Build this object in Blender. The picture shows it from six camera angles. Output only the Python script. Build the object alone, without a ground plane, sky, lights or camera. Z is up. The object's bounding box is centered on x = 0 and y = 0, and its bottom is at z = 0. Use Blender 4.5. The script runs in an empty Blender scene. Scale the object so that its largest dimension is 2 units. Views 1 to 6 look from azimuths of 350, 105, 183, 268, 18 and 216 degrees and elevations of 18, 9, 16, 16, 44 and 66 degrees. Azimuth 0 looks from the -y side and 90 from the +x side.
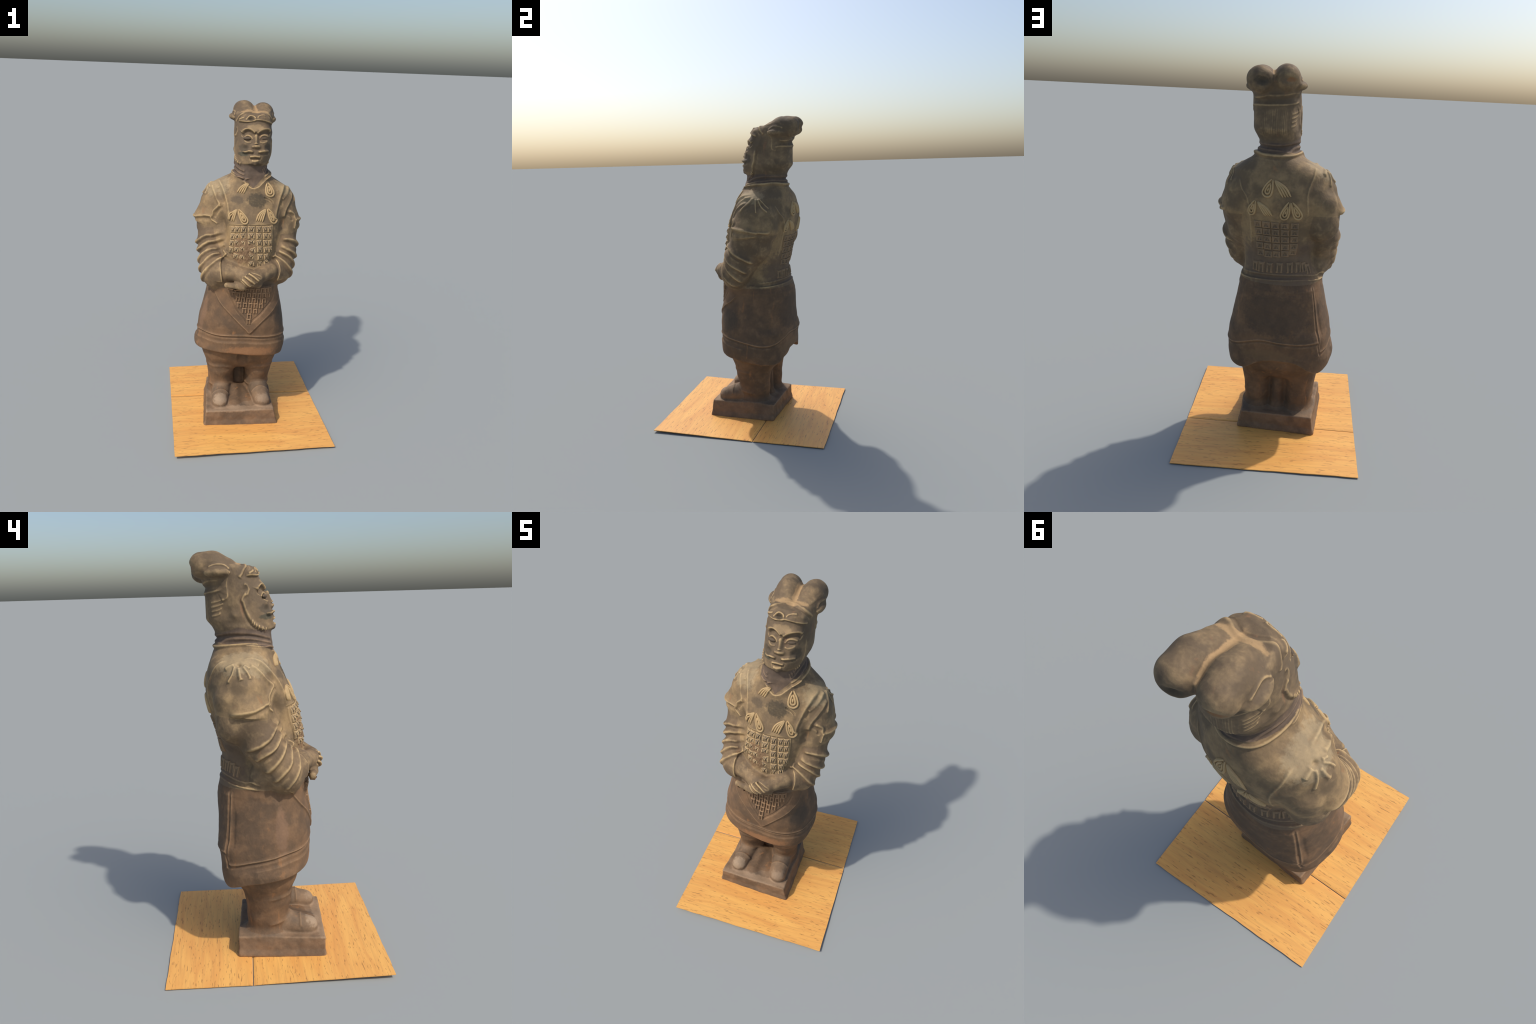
import bpy, math, random
import numpy as np
from mathutils import Vector
from mathutils.bvhtree import BVHTree

STEP = 0.0032          # voxel size of the sculpted body

# ------------------------------------------------------------------ maths
def smin(a, b, k):
    h = np.clip(0.5 + 0.5 * (b - a) / k, 0, 1)
    return b + (a - b) * h - k * h * (1 - h)

def smax(a, b, k):
    return -smin(-a, -b, k)

def sstep(a, b, x):
    t = np.clip((x - a) / (b - a), 0, 1)
    return t * t * (3 - 2 * t)

def cubic(xs, ys, x):
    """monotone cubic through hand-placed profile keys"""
    xs = np.asarray(xs, float); ys = np.asarray(ys, float)
    h = np.diff(xs); d = np.diff(ys) / h
    m = np.zeros_like(ys)
    m[1:-1] = np.where(d[:-1] * d[1:] > 0, 2 * d[:-1] * d[1:] / np.where(d[:-1] + d[1:] == 0, 1, d[:-1] + d[1:]), 0)
    m[0], m[-1] = d[0], d[-1]
    x = np.clip(x, xs[0], xs[-1])
    i = np.clip(np.searchsorted(xs, x) - 1, 0, len(h) - 1)
    t = (x - xs[i]) / h[i]
    t2, t3 = t * t, t * t * t
    return ((2*t3 - 3*t2 + 1) * ys[i] + (t3 - 2*t2 + t) * h[i] * m[i]
            + (3*t2 - 2*t3) * ys[i+1] + (t3 - t2) * h[i] * m[i+1])

def loft(P, keys, turn, k_end=0.01, front=None):
    """solid through superellipse cross-sections: z, left, right, front, back, squareness"""
    K = np.array(keys, float); z = P[:, 2]
    xl, xr, yf, yb, n = [cubic(K[:, 0], K[:, j], z) for j in range(1, 6)]
    cx, cy = (xl + xr) / 2, (yf + yb) / 2
    a, b = (xr - xl) / 2, (yb - yf) / 2
    c, s = math.cos(math.radians(turn)), math.sin(math.radians(turn))
    dx, dy = P[:, 0] - cx, P[:, 1] - cy
    u, v = c * dx + s * dy, -s * dx + c * dy
    if front: n = np.where(v < 0, np.where(u < 0, front[0], front[1]), n)      # left and right front corners
    r = np.sqrt(u * u + v * v) + 1e-6
    rho = ((np.abs(u) / a) ** n + (np.abs(v) / b) ** n) ** (1 / n) + 1e-6
    d = np.maximum(r * (1 - 1 / rho), -np.minimum(a, b))
    return smax(smax(d, z - K[-1, 0], k_end), K[0, 0] - z, k_end)

def ellipsoid(P, c, r, turn=0.0, tilt=0.0):
    q = P - np.array(c)
    t = math.radians(turn); ct, st = math.cos(t), math.sin(t)
    x, y = ct * q[:, 0] + st * q[:, 1], -st * q[:, 0] + ct * q[:, 1]
    z = q[:, 2]
    t = math.radians(tilt); ct, st = math.cos(t), math.sin(t)
    y, z = ct * y + st * z, -st * y + ct * z
    k0 = np.sqrt((x / r[0])**2 + (y / r[1])**2 + (z / r[2])**2) + 1e-6
    k1 = np.sqrt((x / r[0]**2)**2 + (y / r[1]**2)**2 + (z / r[2]**2)**2) + 1e-6
    return k0 * (k0 - 1) / k1

def limb(P, pts, k=0.03):
    """chain of round cones: x, y, z, radius"""
    d = None
    for a, b in zip(pts[:-1], pts[1:]):
        A, B = np.array(a[:3]), np.array(b[:3])
        ab = B - A
        t = np.clip(((P - A) @ ab) / (ab @ ab), 0, 1)
        e = np.linalg.norm(P - A - t[:, None] * ab, axis=1) - (a[3] + (b[3] - a[3]) * t)
        d = e if d is None else smin(d, e, k)
    return d

def quad_block(P, corners_low, corners_high, z0, z1, r):
    """four-sided block with its own corner points at foot and top"""
    z = P[:, 2]; t = np.clip((z - z0) / (z1 - z0), 0, 1)[:, None]
    d = np.full(len(P), -9.0)
    for i in range(4):
        j = (i + 1) % 4
        a = np.array(corners_low[i]) * (1 - t) + np.array(corners_high[i]) * t
        b = np.array(corners_low[j]) * (1 - t) + np.array(corners_high[j]) * t
        e = b - a
        n = np.stack([e[:, 1], -e[:, 0]], 1); n /= np.linalg.norm(n, axis=1)[:, None]
        d = smax(d, ((P[:, :2] - a) * n).sum(1), r)
    return smax(smax(d, z - z1, r), z0 - z, 0.002)

# ------------------------------------------------------------------ the figure
SKIRT = [  # z, left, right, front, back, squareness
    (0.27, -0.265, 0.185, -0.12, 0.262, 3.0), (0.30, -0.280, 0.20, -0.135, 0.270, 3.0), (0.34, -0.300, 0.215, -0.15, 0.268, 3.0), (0.40, -0.322, 0.240, -0.172, 0.262, 3.0),
    (0.44, -0.330, 0.25, -0.187, 0.262, 3.0), (0.48, -0.333, 0.256, -0.192, 0.262, 3.0), (0.53, -0.318, 0.256, -0.190, 0.265, 3.0),
    (0.60, -0.311, 0.252, -0.195, 0.275, 3.0), (0.66, -0.302, 0.244, -0.199, 0.277, 2.4), (0.73, -0.283, 0.231, -0.192, 0.274, 2.4),
    (0.80, -0.266, 0.217, -0.183, 0.276, 2.4), (0.84, -0.257, 0.209, -0.180, 0.276, 2.4), (0.88, -0.248, 0.20, -0.180, 0.266, 2.4),
    (0.92, -0.244, 0.196, -0.178, 0.256, 2.4)]
TORSO = [
    (0.87, -0.247, 0.20, -0.180, 0.266, 2.5), (0.92, -0.238, 0.188, -0.176, 0.256, 2.4), (1.0, -0.200, 0.178, -0.167, 0.249, 2.2), (1.05, -0.196, 0.180, -0.168, 0.247, 2.2),
    (1.10, -0.210, 0.195, -0.166, 0.253, 2.5), (1.20, -0.235, 0.22, -0.150, 0.274, 2.5), (1.30, -0.25, 0.24, -0.125, 0.302, 2.4),
    (1.355, -0.26, 0.255, -0.105, 0.308, 2.3), (1.40, -0.265, 0.26, -0.085, 0.306, 2.2), (1.45, -0.252, 0.255, -0.062, 0.298, 2.1),
    (1.48, -0.24, 0.25, -0.047, 0.290, 2.1), (1.505, -0.215, 0.225, -0.036, 0.282, 2.1), (1.53, -0.17, 0.188, -0.027, 0.273, 2.1), (1.555, -0.118, 0.150, -0.02, 0.263, 2.2),
    (1.575, -0.10, 0.140, -0.015, 0.258, 2.2)]
NECK = [
    (1.50, -0.105, 0.145, -0.02, 0.262, 2.2), (1.56, -0.090, 0.130, -0.030, 0.258, 2.0), (1.60, -0.086, 0.120, -0.026, 0.254, 2.0), (1.63, -0.086, 0.114, -0.020, 0.253, 2.0), (1.66, -0.086, 0.118, -0.01, 0.258, 2.0)]
HEAD = [
    (1.625, -0.07, 0.105, 0.0, 0.25, 2.3), (1.65, -0.086, 0.123, -0.030, 0.263, 2.5), (1.70, -0.087, 0.143, -0.032, 0.297, 2.6), (1.76, -0.087, 0.145, -0.014, 0.297, 2.6),
    (1.82, -0.086, 0.147, 0.009, 0.296, 2.6), (1.86, -0.083, 0.147, 0.024, 0.300, 2.6), (1.90, -0.080, 0.147, 0.042, 0.31, 2.5),
    (1.920, -0.078, 0.142, 0.056, 0.32, 2.5), (1.936, -0.07, 0.13, 0.068, 0.31, 2.5)]
TROUSERS = [   # cloth filling in under the hem
    (0.31, -0.232, 0.155, -0.07, 0.14, 2.3), (0.35, -0.246, 0.170, -0.100, 0.170, 2.3), (0.40, -0.270, 0.198, -0.130, 0.212, 2.4), (0.48, -0.29, 0.225, -0.15, 0.24, 2.5)]
PLINTH_LOW = [(-0.285, -0.244), (0.178, -0.270), (0.182, 0.160), (-0.247, 0.198)]
PLINTH_HIGH = [(-0.277, -0.248), (0.158, -0.264), (0.168, 0.172), (-0.234, 0.200)]

def parts(P):
    """signed distance of every body part at points P"""
    D = {}
    D["plinth"] = quad_block(P, PLINTH_LOW, PLINTH_HIGH, 0.006, 0.112, 0.008)
    legs = []
    for pts in ([(-0.150, 0.036, 0.10, 0.083), (-0.153, 0.038, 0.21, 0.079), (-0.155, 0.034, 0.30, 0.087), (-0.163, 0.042, 0.43, 0.118)],
                [(0.080, 0.02, 0.10, 0.076), (0.083, 0.022, 0.21, 0.075), (0.086, 0.015, 0.30, 0.085), (0.100, 0.022, 0.43, 0.120)]):
        Q = P.copy(); Q[:, 1] = (Q[:, 1] - 0.03) * 0.78 + 0.03     # deeper than wide
        legs.append(limb(Q, pts))
    D["leg"] = smin(np.minimum(legs[0], legs[1]), loft(P, TROUSERS, -6, 0.03), 0.03)
    D["leg"] = smax(D["leg"], -limb(P, [(-0.036, -0.13, 0.18, 0.050), (-0.036, -0.14, 0.44, 0.030)]), 0.02)
    D["web"] = smin(limb(P, [(-0.034, 0.075, 0.10, 0.042), (-0.032, 0.075, 0.40, 0.042)]), smin(limb(P, [(-0.02, 0.0, 0.10, 0.055), (0.0, -0.13, 0.085, 0.045)]), limb(P, [(-0.075, -0.03, 0.12, 0.058), (-0.085, -0.16, 0.095, 0.046)]), 0.03), 0.03)
    D["foot"] = np.minimum(limb(P, [(-0.160, -0.06, 0.150, 0.062), (-0.180, -0.165, 0.132, 0.052)]),
                           limb(P, [(0.085, -0.07, 0.160, 0.062), (0.092, -0.178, 0.135, 0.053)]))
    hem = 0.434 - 0.14 * (P[:, 1] - 0.03) - 0.07 * (P[:, 0] + 0.03)
    hem = hem + 0.065 * np.exp(-((P[:, 0] + 0.03) / 0.15) ** 4) * sstep(0.12, 0.24, P[:, 1])
    hem = hem - 0.020 * np.exp(-((P[:, 0] + 0.27) / 0.07) ** 2 - ((P[:, 1] - 0.25) / 0.08) ** 2)
    D["skirt"] = smax(loft(P, SKIRT, -9, front=(2.25, 2.9)), hem - P[:, 2], 0.012)
    D["torso"] = loft(P, TORSO, -11, front=(1.78, 2.35))
    D["armL"] = smin(limb(P, [(-0.20, 0.130, 1.38, 0.095), (-0.222, 0.115, 1.25, 0.086), (-0.220, 0.064, 1.14, 0.088), (-0.213, -0.005, 1.04, 0.087), (-0.200, -0.055, 0.978, 0.092), (-0.125, -0.126, 1.002, 0.060)], 0.04),
                     limb(P, [(-0.212, 0.190, 1.33, 0.085), (-0.222, 0.175, 1.22, 0.083), (-0.208, 0.13, 1.17, 0.060)], 0.04), 0.02)
    D["armL"] = smin(D["armL"], limb(P, [(-0.202, 0.050, 0.962, 0.066), (-0.200, -0.05, 0.972, 0.082)]), 0.02)
    D["armR"] = smin(limb(P, [(0.203, 0.06, 1.38, 0.098), (0.214, 0.030, 1.25, 0.092), (0.205, -0.010, 1.12, 0.092), (0.190, -0.035, 1.04, 0.086), (0.172, -0.064, 0.990, 0.085), (0.105, -0.132, 1.013, 0.058)], 0.04),
                     limb(P, [(0.200, 0.14, 1.37, 0.090), (0.212, 0.14, 1.30, 0.082), (0.195, 0.09, 1.17, 0.075), (0.175, 0.03, 1.08, 0.062)], 0.04), 0.02)
    D["sleeveL"] = smax(limb(P, [(-0.165, 0.135, 1.42, 0.098), (-0.222, 0.130, 1.28, 0.112)], 0.04), (1.262 - P[:, 2]) + 0.12 * (P[:, 1] - 0.1), 0.012)
    D["sleeveR"] = smax(limb(P, [(0.175, 0.065, 1.41, 0.106), (0.222, 0.045, 1.27, 0.112)], 0.04), (1.250 - P[:, 2]) + 0.12 * (P[:, 1] - 0.1), 0.012)
    D["handL"] = limb(P, [(-0.125, -0.136, 1.008, 0.052), (-0.02, -0.205, 0.985, 0.050), (0.03, -0.205, 0.955, 0.034)], 0.03)
    D["handR"] = limb(P, [(0.11, -0.150, 1.014, 0.051), (0.02, -0.213, 0.995, 0.045)], 0.03)
    D["finger"] = limb(P, [(-0.155, -0.195, 0.942, 0.02), (-0.06, -0.215, 0.938, 0.026)], 0.02)
    D["neck"] = loft(P, NECK, -10)
    D["head"] = loft(P, HEAD, -10, front=(2.0, 2.7))
    D["lobeL"] = limb(P, [(-0.004, 0.195, 1.915, 0.058), (-0.012, 0.25, 1.935, 0.063), (-0.018, 0.302, 1.936, 0.062)], 0.02)
    D["lobeR"] = limb(P, [(0.090, 0.195, 1.905, 0.062), (0.105, 0.25, 1.922, 0.066), (0.112, 0.304, 1.922, 0.066)], 0.02)
    D["knob"] = np.minimum(ellipsoid(P, (-0.075, 0.235, 1.902), (0.038, 0.06, 0.024)), ellipsoid(P, (0.152, 0.23, 1.892), (0.036, 0.06, 0.024)))
    return D

def body(P):
    D = parts(P)
    low = smin(smin(D["plinth"], smin(D["leg"], D["web"], 0.02), 0.05), D["foot"], 0.014)
    low = smin(low, D["skirt"], 0.03)
    trunk = smin(D["torso"], D["skirt"], 0.02)
    arms = smin(smin(D["armL"], D["sleeveL"], 0.006), smin(D["armR"], D["sleeveR"], 0.006), 0.01)
    trunk = smin(trunk, arms, 0.025)
    hands = smin(smin(D["handL"], D["handR"], 0.012), D["finger"], 0.01)
    trunk = smin(trunk, hands, 0.016)
    head = smin(D["head"], D["neck"], 0.02)
    knot = smin(D["lobeL"], D["lobeR"], 0.012)
    head = smin(smin(head, knot, 0.03), D["knob"], 0.015)
    d = smin(trunk, head, 0.03)
    return np.minimum(d, low)

# ------------------------------------------------------------------ surface extraction
def surface_nets(f, lo, hi, h):
    n = np.ceil((np.array(hi) - lo) / h).astype(int) + 1
    c = 4
    nc = n // c + 2
    gx, gy, gz = [lo[i] + np.arange(nc[i]) * h * c for i in range(3)]
    G = np.stack(np.meshgrid(gx, gy, gz, indexing="ij"), -1).reshape(-1, 3)
    coarse = f(G).reshape(nc)
    F = np.repeat(np.repeat(np.repeat(coarse, c, 0), c, 1), c, 2)[c//2:, c//2:, c//2:]
    F = F[:n[0], :n[1], :n[2]].astype(np.float32).copy()
    idx = np.argwhere(np.abs(F) < h * c * 1.6)
    vals = np.empty(len(idx), np.float32)
    for s in range(0, len(idx), 400000):
        vals[s:s+400000] = f(lo + idx[s:s+400000] * h)
    F[idx[:, 0], idx[:, 1], idx[:, 2]] = vals
    S = F < 0
    cnt = np.zeros(np.array(F.shape) - 1, np.int8)
    for dx in (0, 1):
        for dy in (0, 1):
            for dz in (0, 1):
                cnt += S[dx:dx+cnt.shape[0], dy:dy+cnt.shape[1], dz:dz+cnt.shape[2]]
    act = np.argwhere((cnt > 0) & (cnt < 8))
    vid = np.full(cnt.shape, -1, np.int32)
    vid[act[:, 0], act[:, 1], act[:, 2]] = np.arange(len(act))
    corner = {}
    for o in np.ndindex(2, 2, 2):
        corner[o] = F[act[:, 0]+o[0], act[:, 1]+o[1], act[:, 2]+o[2]]
    acc = np.zeros((len(act), 3)); num = np.zeros(len(act))
    for ax in range(3):
        for o in np.ndindex(2, 2, 2):
            if o[ax]: continue
            e = list(o); e[ax] = 1
            a, b = corner[o], corner[tuple(e)]
            m = (a < 0) != (b < 0)
            t = np.where(m, a / np.where(m, a - b, 1), 0)
            p = np.tile(np.array(o, float), (len(act), 1)); p[:, ax] += t
            acc += p * m[:, None]; num += m
    V = lo + (act + acc / num[:, None]) * h
    quads = []
    for ax in range(3):
        A = [slice(1, -1)] * 3; B = [slice(1, -1)] * 3
        A[ax] = slice(0, -1); B[ax] = slice(1, None)
        m = S[tuple(A)] != S[tuple(B)]
        off = np.array([1, 1, 1]); off[ax] = 0
        e = np.argwhere(m) + off
        flip = S[e[:, 0], e[:, 1], e[:, 2]]
        u, v = (ax + 1) % 3, (ax + 2) % 3
        def at(du, dv):
            q = e.copy(); q[:, u] -= du; q[:, v] -= dv
            return vid[q[:, 0], q[:, 1], q[:, 2]]
        q = np.stack([at(1, 1), at(0, 1), at(0, 0), at(1, 0)], 1)
        q[~flip] = q[~flip][:, ::-1]
        quads.append(q)
    return V, np.concatenate(quads)

def normals(V, Q):
    n = np.cross(V[Q[:, 2]] - V[Q[:, 0]], V[Q[:, 3]] - V[Q[:, 1]])
    N = np.zeros_like(V)
    for i in range(4):
        for k in range(3):
            N[:, k] += np.bincount(Q[:, i], n[:, k], len(V))
    return N / (np.linalg.norm(N, axis=1)[:, None] + 1e-12)

def relax(V, Q, rounds, amount=0.5):
    E = np.concatenate([Q[:, [0, 1]], Q[:, [1, 2]], Q[:, [2, 3]], Q[:, [3, 0]]])
    deg = np.bincount(E[:, 0], minlength=len(V)) + np.bincount(E[:, 1], minlength=len(V))
    for _ in range(rounds):
        S = np.zeros_like(V)
        for k in range(3):
            S[:, k] = np.bincount(E[:, 0], V[E[:, 1], k], len(V)) + np.bincount(E[:, 1], V[E[:, 0], k], len(V))
        V = V + amount * (S / deg[:, None] - V)
    return V

V, Q = surface_nets(body, np.array([-0.42, -0.36, -0.02]), np.array([0.42, 0.44, 2.06]), STEP)
V = relax(V, Q, 2)
V0, N0 = V.copy(), normals(V, Q)
ROUGH = BVHTree.FromPolygons([tuple(v) for v in V0], [tuple(q) for q in Q])

def onto(pts):
    """drop control points onto the rough body"""
    return np.array([ROUGH.find_nearest(Vector(p))[0] for p in pts])

# ------------------------------------------------------------------ carving tools
def spline(pts, sub=6):
    """Catmull-Rom through a few control points"""
    p = np.array(pts, float)
    if len(p) < 3:
        t = np.linspace(0, 1, sub + 1)[:, None]
        return p[0] * (1 - t) + p[-1] * t
    e = np.vstack([2 * p[0] - p[1], p, 2 * p[-1] - p[-2]])
    out = []
    for i in range(1, len(e) - 2):
        for t in np.linspace(0, 1, sub, endpoint=False):
            a, b, c, d = e[i-1], e[i], e[i+1], e[i+2]
            out.append(0.5 * (2*b + (c-a)*t + (2*a-5*b+4*c-d)*t*t + (3*b-a-3*c+d)*t**3))
    return np.array(out + [p[-1]])

SHIFT = np.zeros(len(V0))

def near(poly, reach):
    lo, hi = poly.min(0) - reach, poly.max(0) + reach
    return np.where(((V0 > lo) & (V0 < hi)).all(1))[0]

def along(idx, poly):
    """distance, nearest point and running share of the line for the chosen vertices"""
    P = V0[idx]; best = np.full(len(idx), 9.0); foot = np.zeros_like(P); run = np.zeros(len(idx))
    for i in range(len(poly) - 1):
        ab = poly[i+1] - poly[i]
        t = np.clip(((P - poly[i]) @ ab) / (ab @ ab + 1e-12), 0, 1)
        q = poly[i] + t[:, None] * ab
        d = np.linalg.norm(P - q, axis=1)
        m = d < best
        best[m], foot[m], run[m] = d[m], q[m], ((i + t) / (len(poly) - 1))[m]
    return best, foot, run

def ridge(pts, w, h, taper=0.12):
    poly = onto(spline(pts))
    idx = near(poly, 3 * w)
    if not len(idx): return
    d, _, r = along(idx, poly)
    ends = sstep(0, taper, r) * sstep(0, taper, 1 - r) if taper else 1.0
    SHIFT[idx] += h * np.exp(-(d / w) ** 2) * ends

def lip(pts, reach, h, up, soft=0.003, taper=0.05):
    """one-sided edge: the side towards `up` stands proud and dies away over `reach`"""
    poly = onto(spline(pts))
    idx = near(poly, 2.6 * reach)
    if not len(idx): return
    d, q, r = along(idx, poly)
    u = np.array(up, float); u /= np.linalg.norm(u)
    s = (V0[idx] - q) @ u
    ends = sstep(0, taper, r) * sstep(0, taper, 1 - r) if taper else 1.0
    SHIFT[idx] += h * sstep(-soft, soft, s) * np.exp(-(d / reach) ** 2) * ends

def bump(c, r, h, stretch=(1, 1, 1)):
    q = (V0 - onto([c])[0]) / (np.array(stretch) * r)
    SHIFT[:] += h * np.exp(-(q ** 2).sum(1))

def wobble(P, scale, seed):
    """cheap smooth noise from a few rotated sine products"""
    g = np.random.default_rng(seed); out = np.zeros(len(P))
    for k in range(5):
        A = g.normal(size=(3, 3)); ph = g.uniform(0, 6.28, 3)
        A /= np.linalg.norm(A, axis=1)[:, None]
        w = (P @ A.T) * scale * (1 + 0.45 * k) + ph
        out += np.sin(w[:, 0]) * np.sin(w[:, 1] + np.sin(w[:, 2])) / (1 + 0.5 * k)
    return out / 2

# ------------------------------------------------------------------ face
BROW = [[(-0.063, 0.037, 1.817), (-0.046, 0.030, 1.839), (-0.023, 0.020, 1.847), (0.000, 0.009, 1.839), (0.020, 0.000, 1.822)],
        [(0.033, -0.001, 1.819), (0.052, 0.008, 1.834), (0.079, 0.022, 1.843), (0.104, 0.041, 1.840), (0.116, 0.050, 1.824)]]
LID = [[(-0.057, 0.021, 1.792), (-0.044, 0.016, 1.807), (-0.027, 0.008, 1.814), (-0.007, -0.002, 1.807), (0.004, -0.011, 1.790)],
       [(0.043, -0.010, 1.792), (0.058, 0.001, 1.812), (0.080, 0.013, 1.815), (0.108, 0.032, 1.799)]]
UNDERLID = [[(-0.052, 0.014, 1.785), (-0.042, 0.003, 1.779), (-0.025, -0.008, 1.774), (-0.002, -0.014, 1.780)],
            [(0.047, -0.012, 1.780), (0.055, -0.012, 1.775), (0.071, -0.006, 1.772), (0.100, 0.018, 1.782)]]
for k in (0, 1):
    lip(BROW[k], 0.022, 0.011, (0, -0.35, 1), taper=0.1)
    ridge(BROW[k], 0.008, 0.003)
    ridge([(x, y, z - 0.014) for x, y, z in BROW[k]], 0.011, -0.011)
    ridge(LID[k], 0.0055, 0.004)
    ridge(UNDERLID[k], 0.006, 0.0035)
EYE = [(-0.027, 0.000, 1.793), (0.074, 0.002, 1.793)]
for c in EYE:
    bump(c, 0.020, -0.007, (1.4, 1.2, 0.75))
ridge([(0.024, -0.004, 1.822), (0.023, -0.014, 1.79), (0.022, -0.022, 1.762)], 0.0135, 0.015, 0.06)
bump((0.022, -0.026, 1.752), 0.016, 0.019, (1.0, 1.2, 0.9))
bump((0.003, -0.022, 1.750), 0.011, 0.008); bump((0.041, -0.020, 1.750), 0.011, 0.008)
ridge([(-0.008, -0.024, 1.737), (0.022, -0.03, 1.735), (0.052, -0.022, 1.737)], 0.006, -0.003)
bump((-0.048, -0.002, 1.737), 0.022, -0.009, (1, 1, 0.8)); bump((0.096, 0.007, 1.742), 0.022, -0.006, (1, 1, 0.8))
bump((-0.040, 0.002, 1.765), 0.018, 0.005); bump((0.088, 0.006, 1.765), 0.018, 0.005)
for m in ([(-0.063, 0.010, 1.717), (-0.039, -0.012, 1.717), (-0.017, -0.023, 1.722), (0.012, -0.029, 1.718)],
          [(0.032, -0.029, 1.717), (0.071, -0.015, 1.721), (0.105, 0.013, 1.719)]):
    lip([(x, y, z + 0.006) for x, y, z in m], 0.009, 0.001, (0, 0, -1))
    ridge(m, 0.0075, 0.014, 0.2)
    ridge([(x, y, z - 0.013) for x, y, z in m], 0.008, -0.005)
ridge([(-0.016, -0.025, 1.688), (0.017, -0.032, 1.694), (0.052, -0.025, 1.688)], 0.006, 0.009)
ridge([(-0.014, -0.027, 1.678), (0.017, -0.031, 1.677), (0.054, -0.025, 1.680)], 0.006, -0.009)
ridge([(-0.004, -0.029, 1.668), (0.017, -0.031, 1.666), (0.042, -0.028, 1.668)], 0.007, 0.006)
bump((0.0, -0.028, 1.654), 0.017, 0.006); bump((0.02, -0.03, 1.648), 0.016, 0.009, (0.9, 1, 1.2))
# jaw straps with fringed ends
STRAP = [[(-0.092, 0.085, 1.84), (-0.094, 0.119, 1.788), (-0.093, 0.114, 1.767), (-0.093, 0.103, 1.731), (-0.090, 0.082, 1.688), (-0.086, 0.055, 1.660), (-0.058, 0.010, 1.640)],
         [(0.140, 0.080, 1.80), (0.135, 0.070, 1.75), (0.132, 0.067, 1.722), (0.125, 0.054, 1.685), (0.116, 0.048, 1.652), (0.099, 0.030, 1.622), (0.075, 0.000, 1.603)]]
for st in STRAP:
    ridge(st, 0.009, 0.006, 0.08)
    ridge([(x, y + 0.013, z - 0.006) for x, y, z in st], 0.007, -0.004, 0.08)
for k in range(6):      # fringe teeth
    for st, dy in ((STRAP[0], 0), (STRAP[1], 0)):
        p = spline(st)[-2 - 2 * k]
        ridge([p + (0, -0.004, 0.006), p + (0, 0.002, -0.012)], 0.003, 0.005, 0)
# ear, cheek lump, cap side edge
ridge([(-0.089, 0.112, 1.850), (-0.088, 0.095, 1.848), (-0.089, 0.085, 1.828), (-0.090, 0.095, 1.805), (-0.091, 0.115, 1.800)], 0.007, 0.004)
bump((-0.089, 0.104, 1.825), 0.013, -0.006); bump((0.147, 0.10, 1.82), 0.02, 0.004)
bump((-0.089, 0.159, 1.712), 0.017, 0.007); bump((-0.08, 0.205, 1.735), 0.03, -0.004)
lip([(-0.086, 0.167, 1.906), (-0.087, 0.183, 1.875), (-0.088, 0.189, 1.846), (-0.087, 0.187, 1.793), (-0.080, 0.215, 1.772)], 0.03, 0.005, (0, 1, 0))
lip([(0.147, 0.167, 1.90), (0.147, 0.183, 1.875), (0.147, 0.189, 1.846), (0.147, 0.187, 1.793), (0.140, 0.215, 1.772)], 0.03, 0.004, (0, 1, 0))
# hair rolls over the brow
for c, st, h in (((-0.054, 0.072, 1.908), (1.3, 1.2, 0.8), 0.010), ((-0.016, 0.058, 1.922), (1.2, 1, 0.6), 0.005), ((0.075, 0.055, 1.915), (1.5, 1, 0.75), 0.010), ((0.108, 0.075, 1.905), (1, 1, 0.8), 0.007)):
    bump(c, 0.020, h, st)
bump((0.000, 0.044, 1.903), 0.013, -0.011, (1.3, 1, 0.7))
bump((0.032, 0.044, 1.908), 0.008, -0.004, (0.6, 1, 1.6))
ridge([(-0.030, 0.055, 1.892), (-0.022, 0.052, 1.912), (-0.005, 0.052, 1.926), (0.018, 0.050, 1.918), (0.026, 0.044, 1.902)], 0.0055, 0.007)
ridge([(0.034, 0.046, 1.906), (0.046, 0.050, 1.920), (0.066, 0.056, 1.926), (0.090, 0.064, 1.924)], 0.0055, 0.006)
ridge([(-0.075, 0.085, 1.898), (-0.055, 0.070, 1.905), (-0.038, 0.062, 1.914)], 0.005, 0.005)
HAIRLINE = [(-0.080, 0.10, 1.884), (-0.036, 0.044, 1.886), (0.011, 0.033, 1.892), (0.030, 0.034, 1.897), (0.055, 0.037, 1.894), (0.106, 0.057, 1.880), (0.135, 0.09, 1.868)]
lip(HAIRLINE, 0.018, 0.012, (0, 0, 1), taper=0.05)
BAND = [(-0.086, 0.135, 1.875), (-0.085, 0.118, 1.895), (-0.073, 0.108, 1.915), (-0.049, 0.098, 1.932), (0.000, 0.125, 1.942), (0.045, 0.135, 1.942), (0.087, 0.115, 1.938), (0.116, 0.106, 1.926), (0.142, 0.12, 1.902), (0.147, 0.14, 1.88)]
ridge(BAND, 0.010, 0.006, 0.05)
ridge([(x, y - 0.016, z) for x, y, z in BAND], 0.006, -0.004, 0.05)
ridge([(-0.083, 0.278, 1.923), (-0.080, 0.238, 1.936), (-0.075, 0.200, 1.932), (-0.085, 0.172, 1.910)], 0.007, 0.006)
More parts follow.
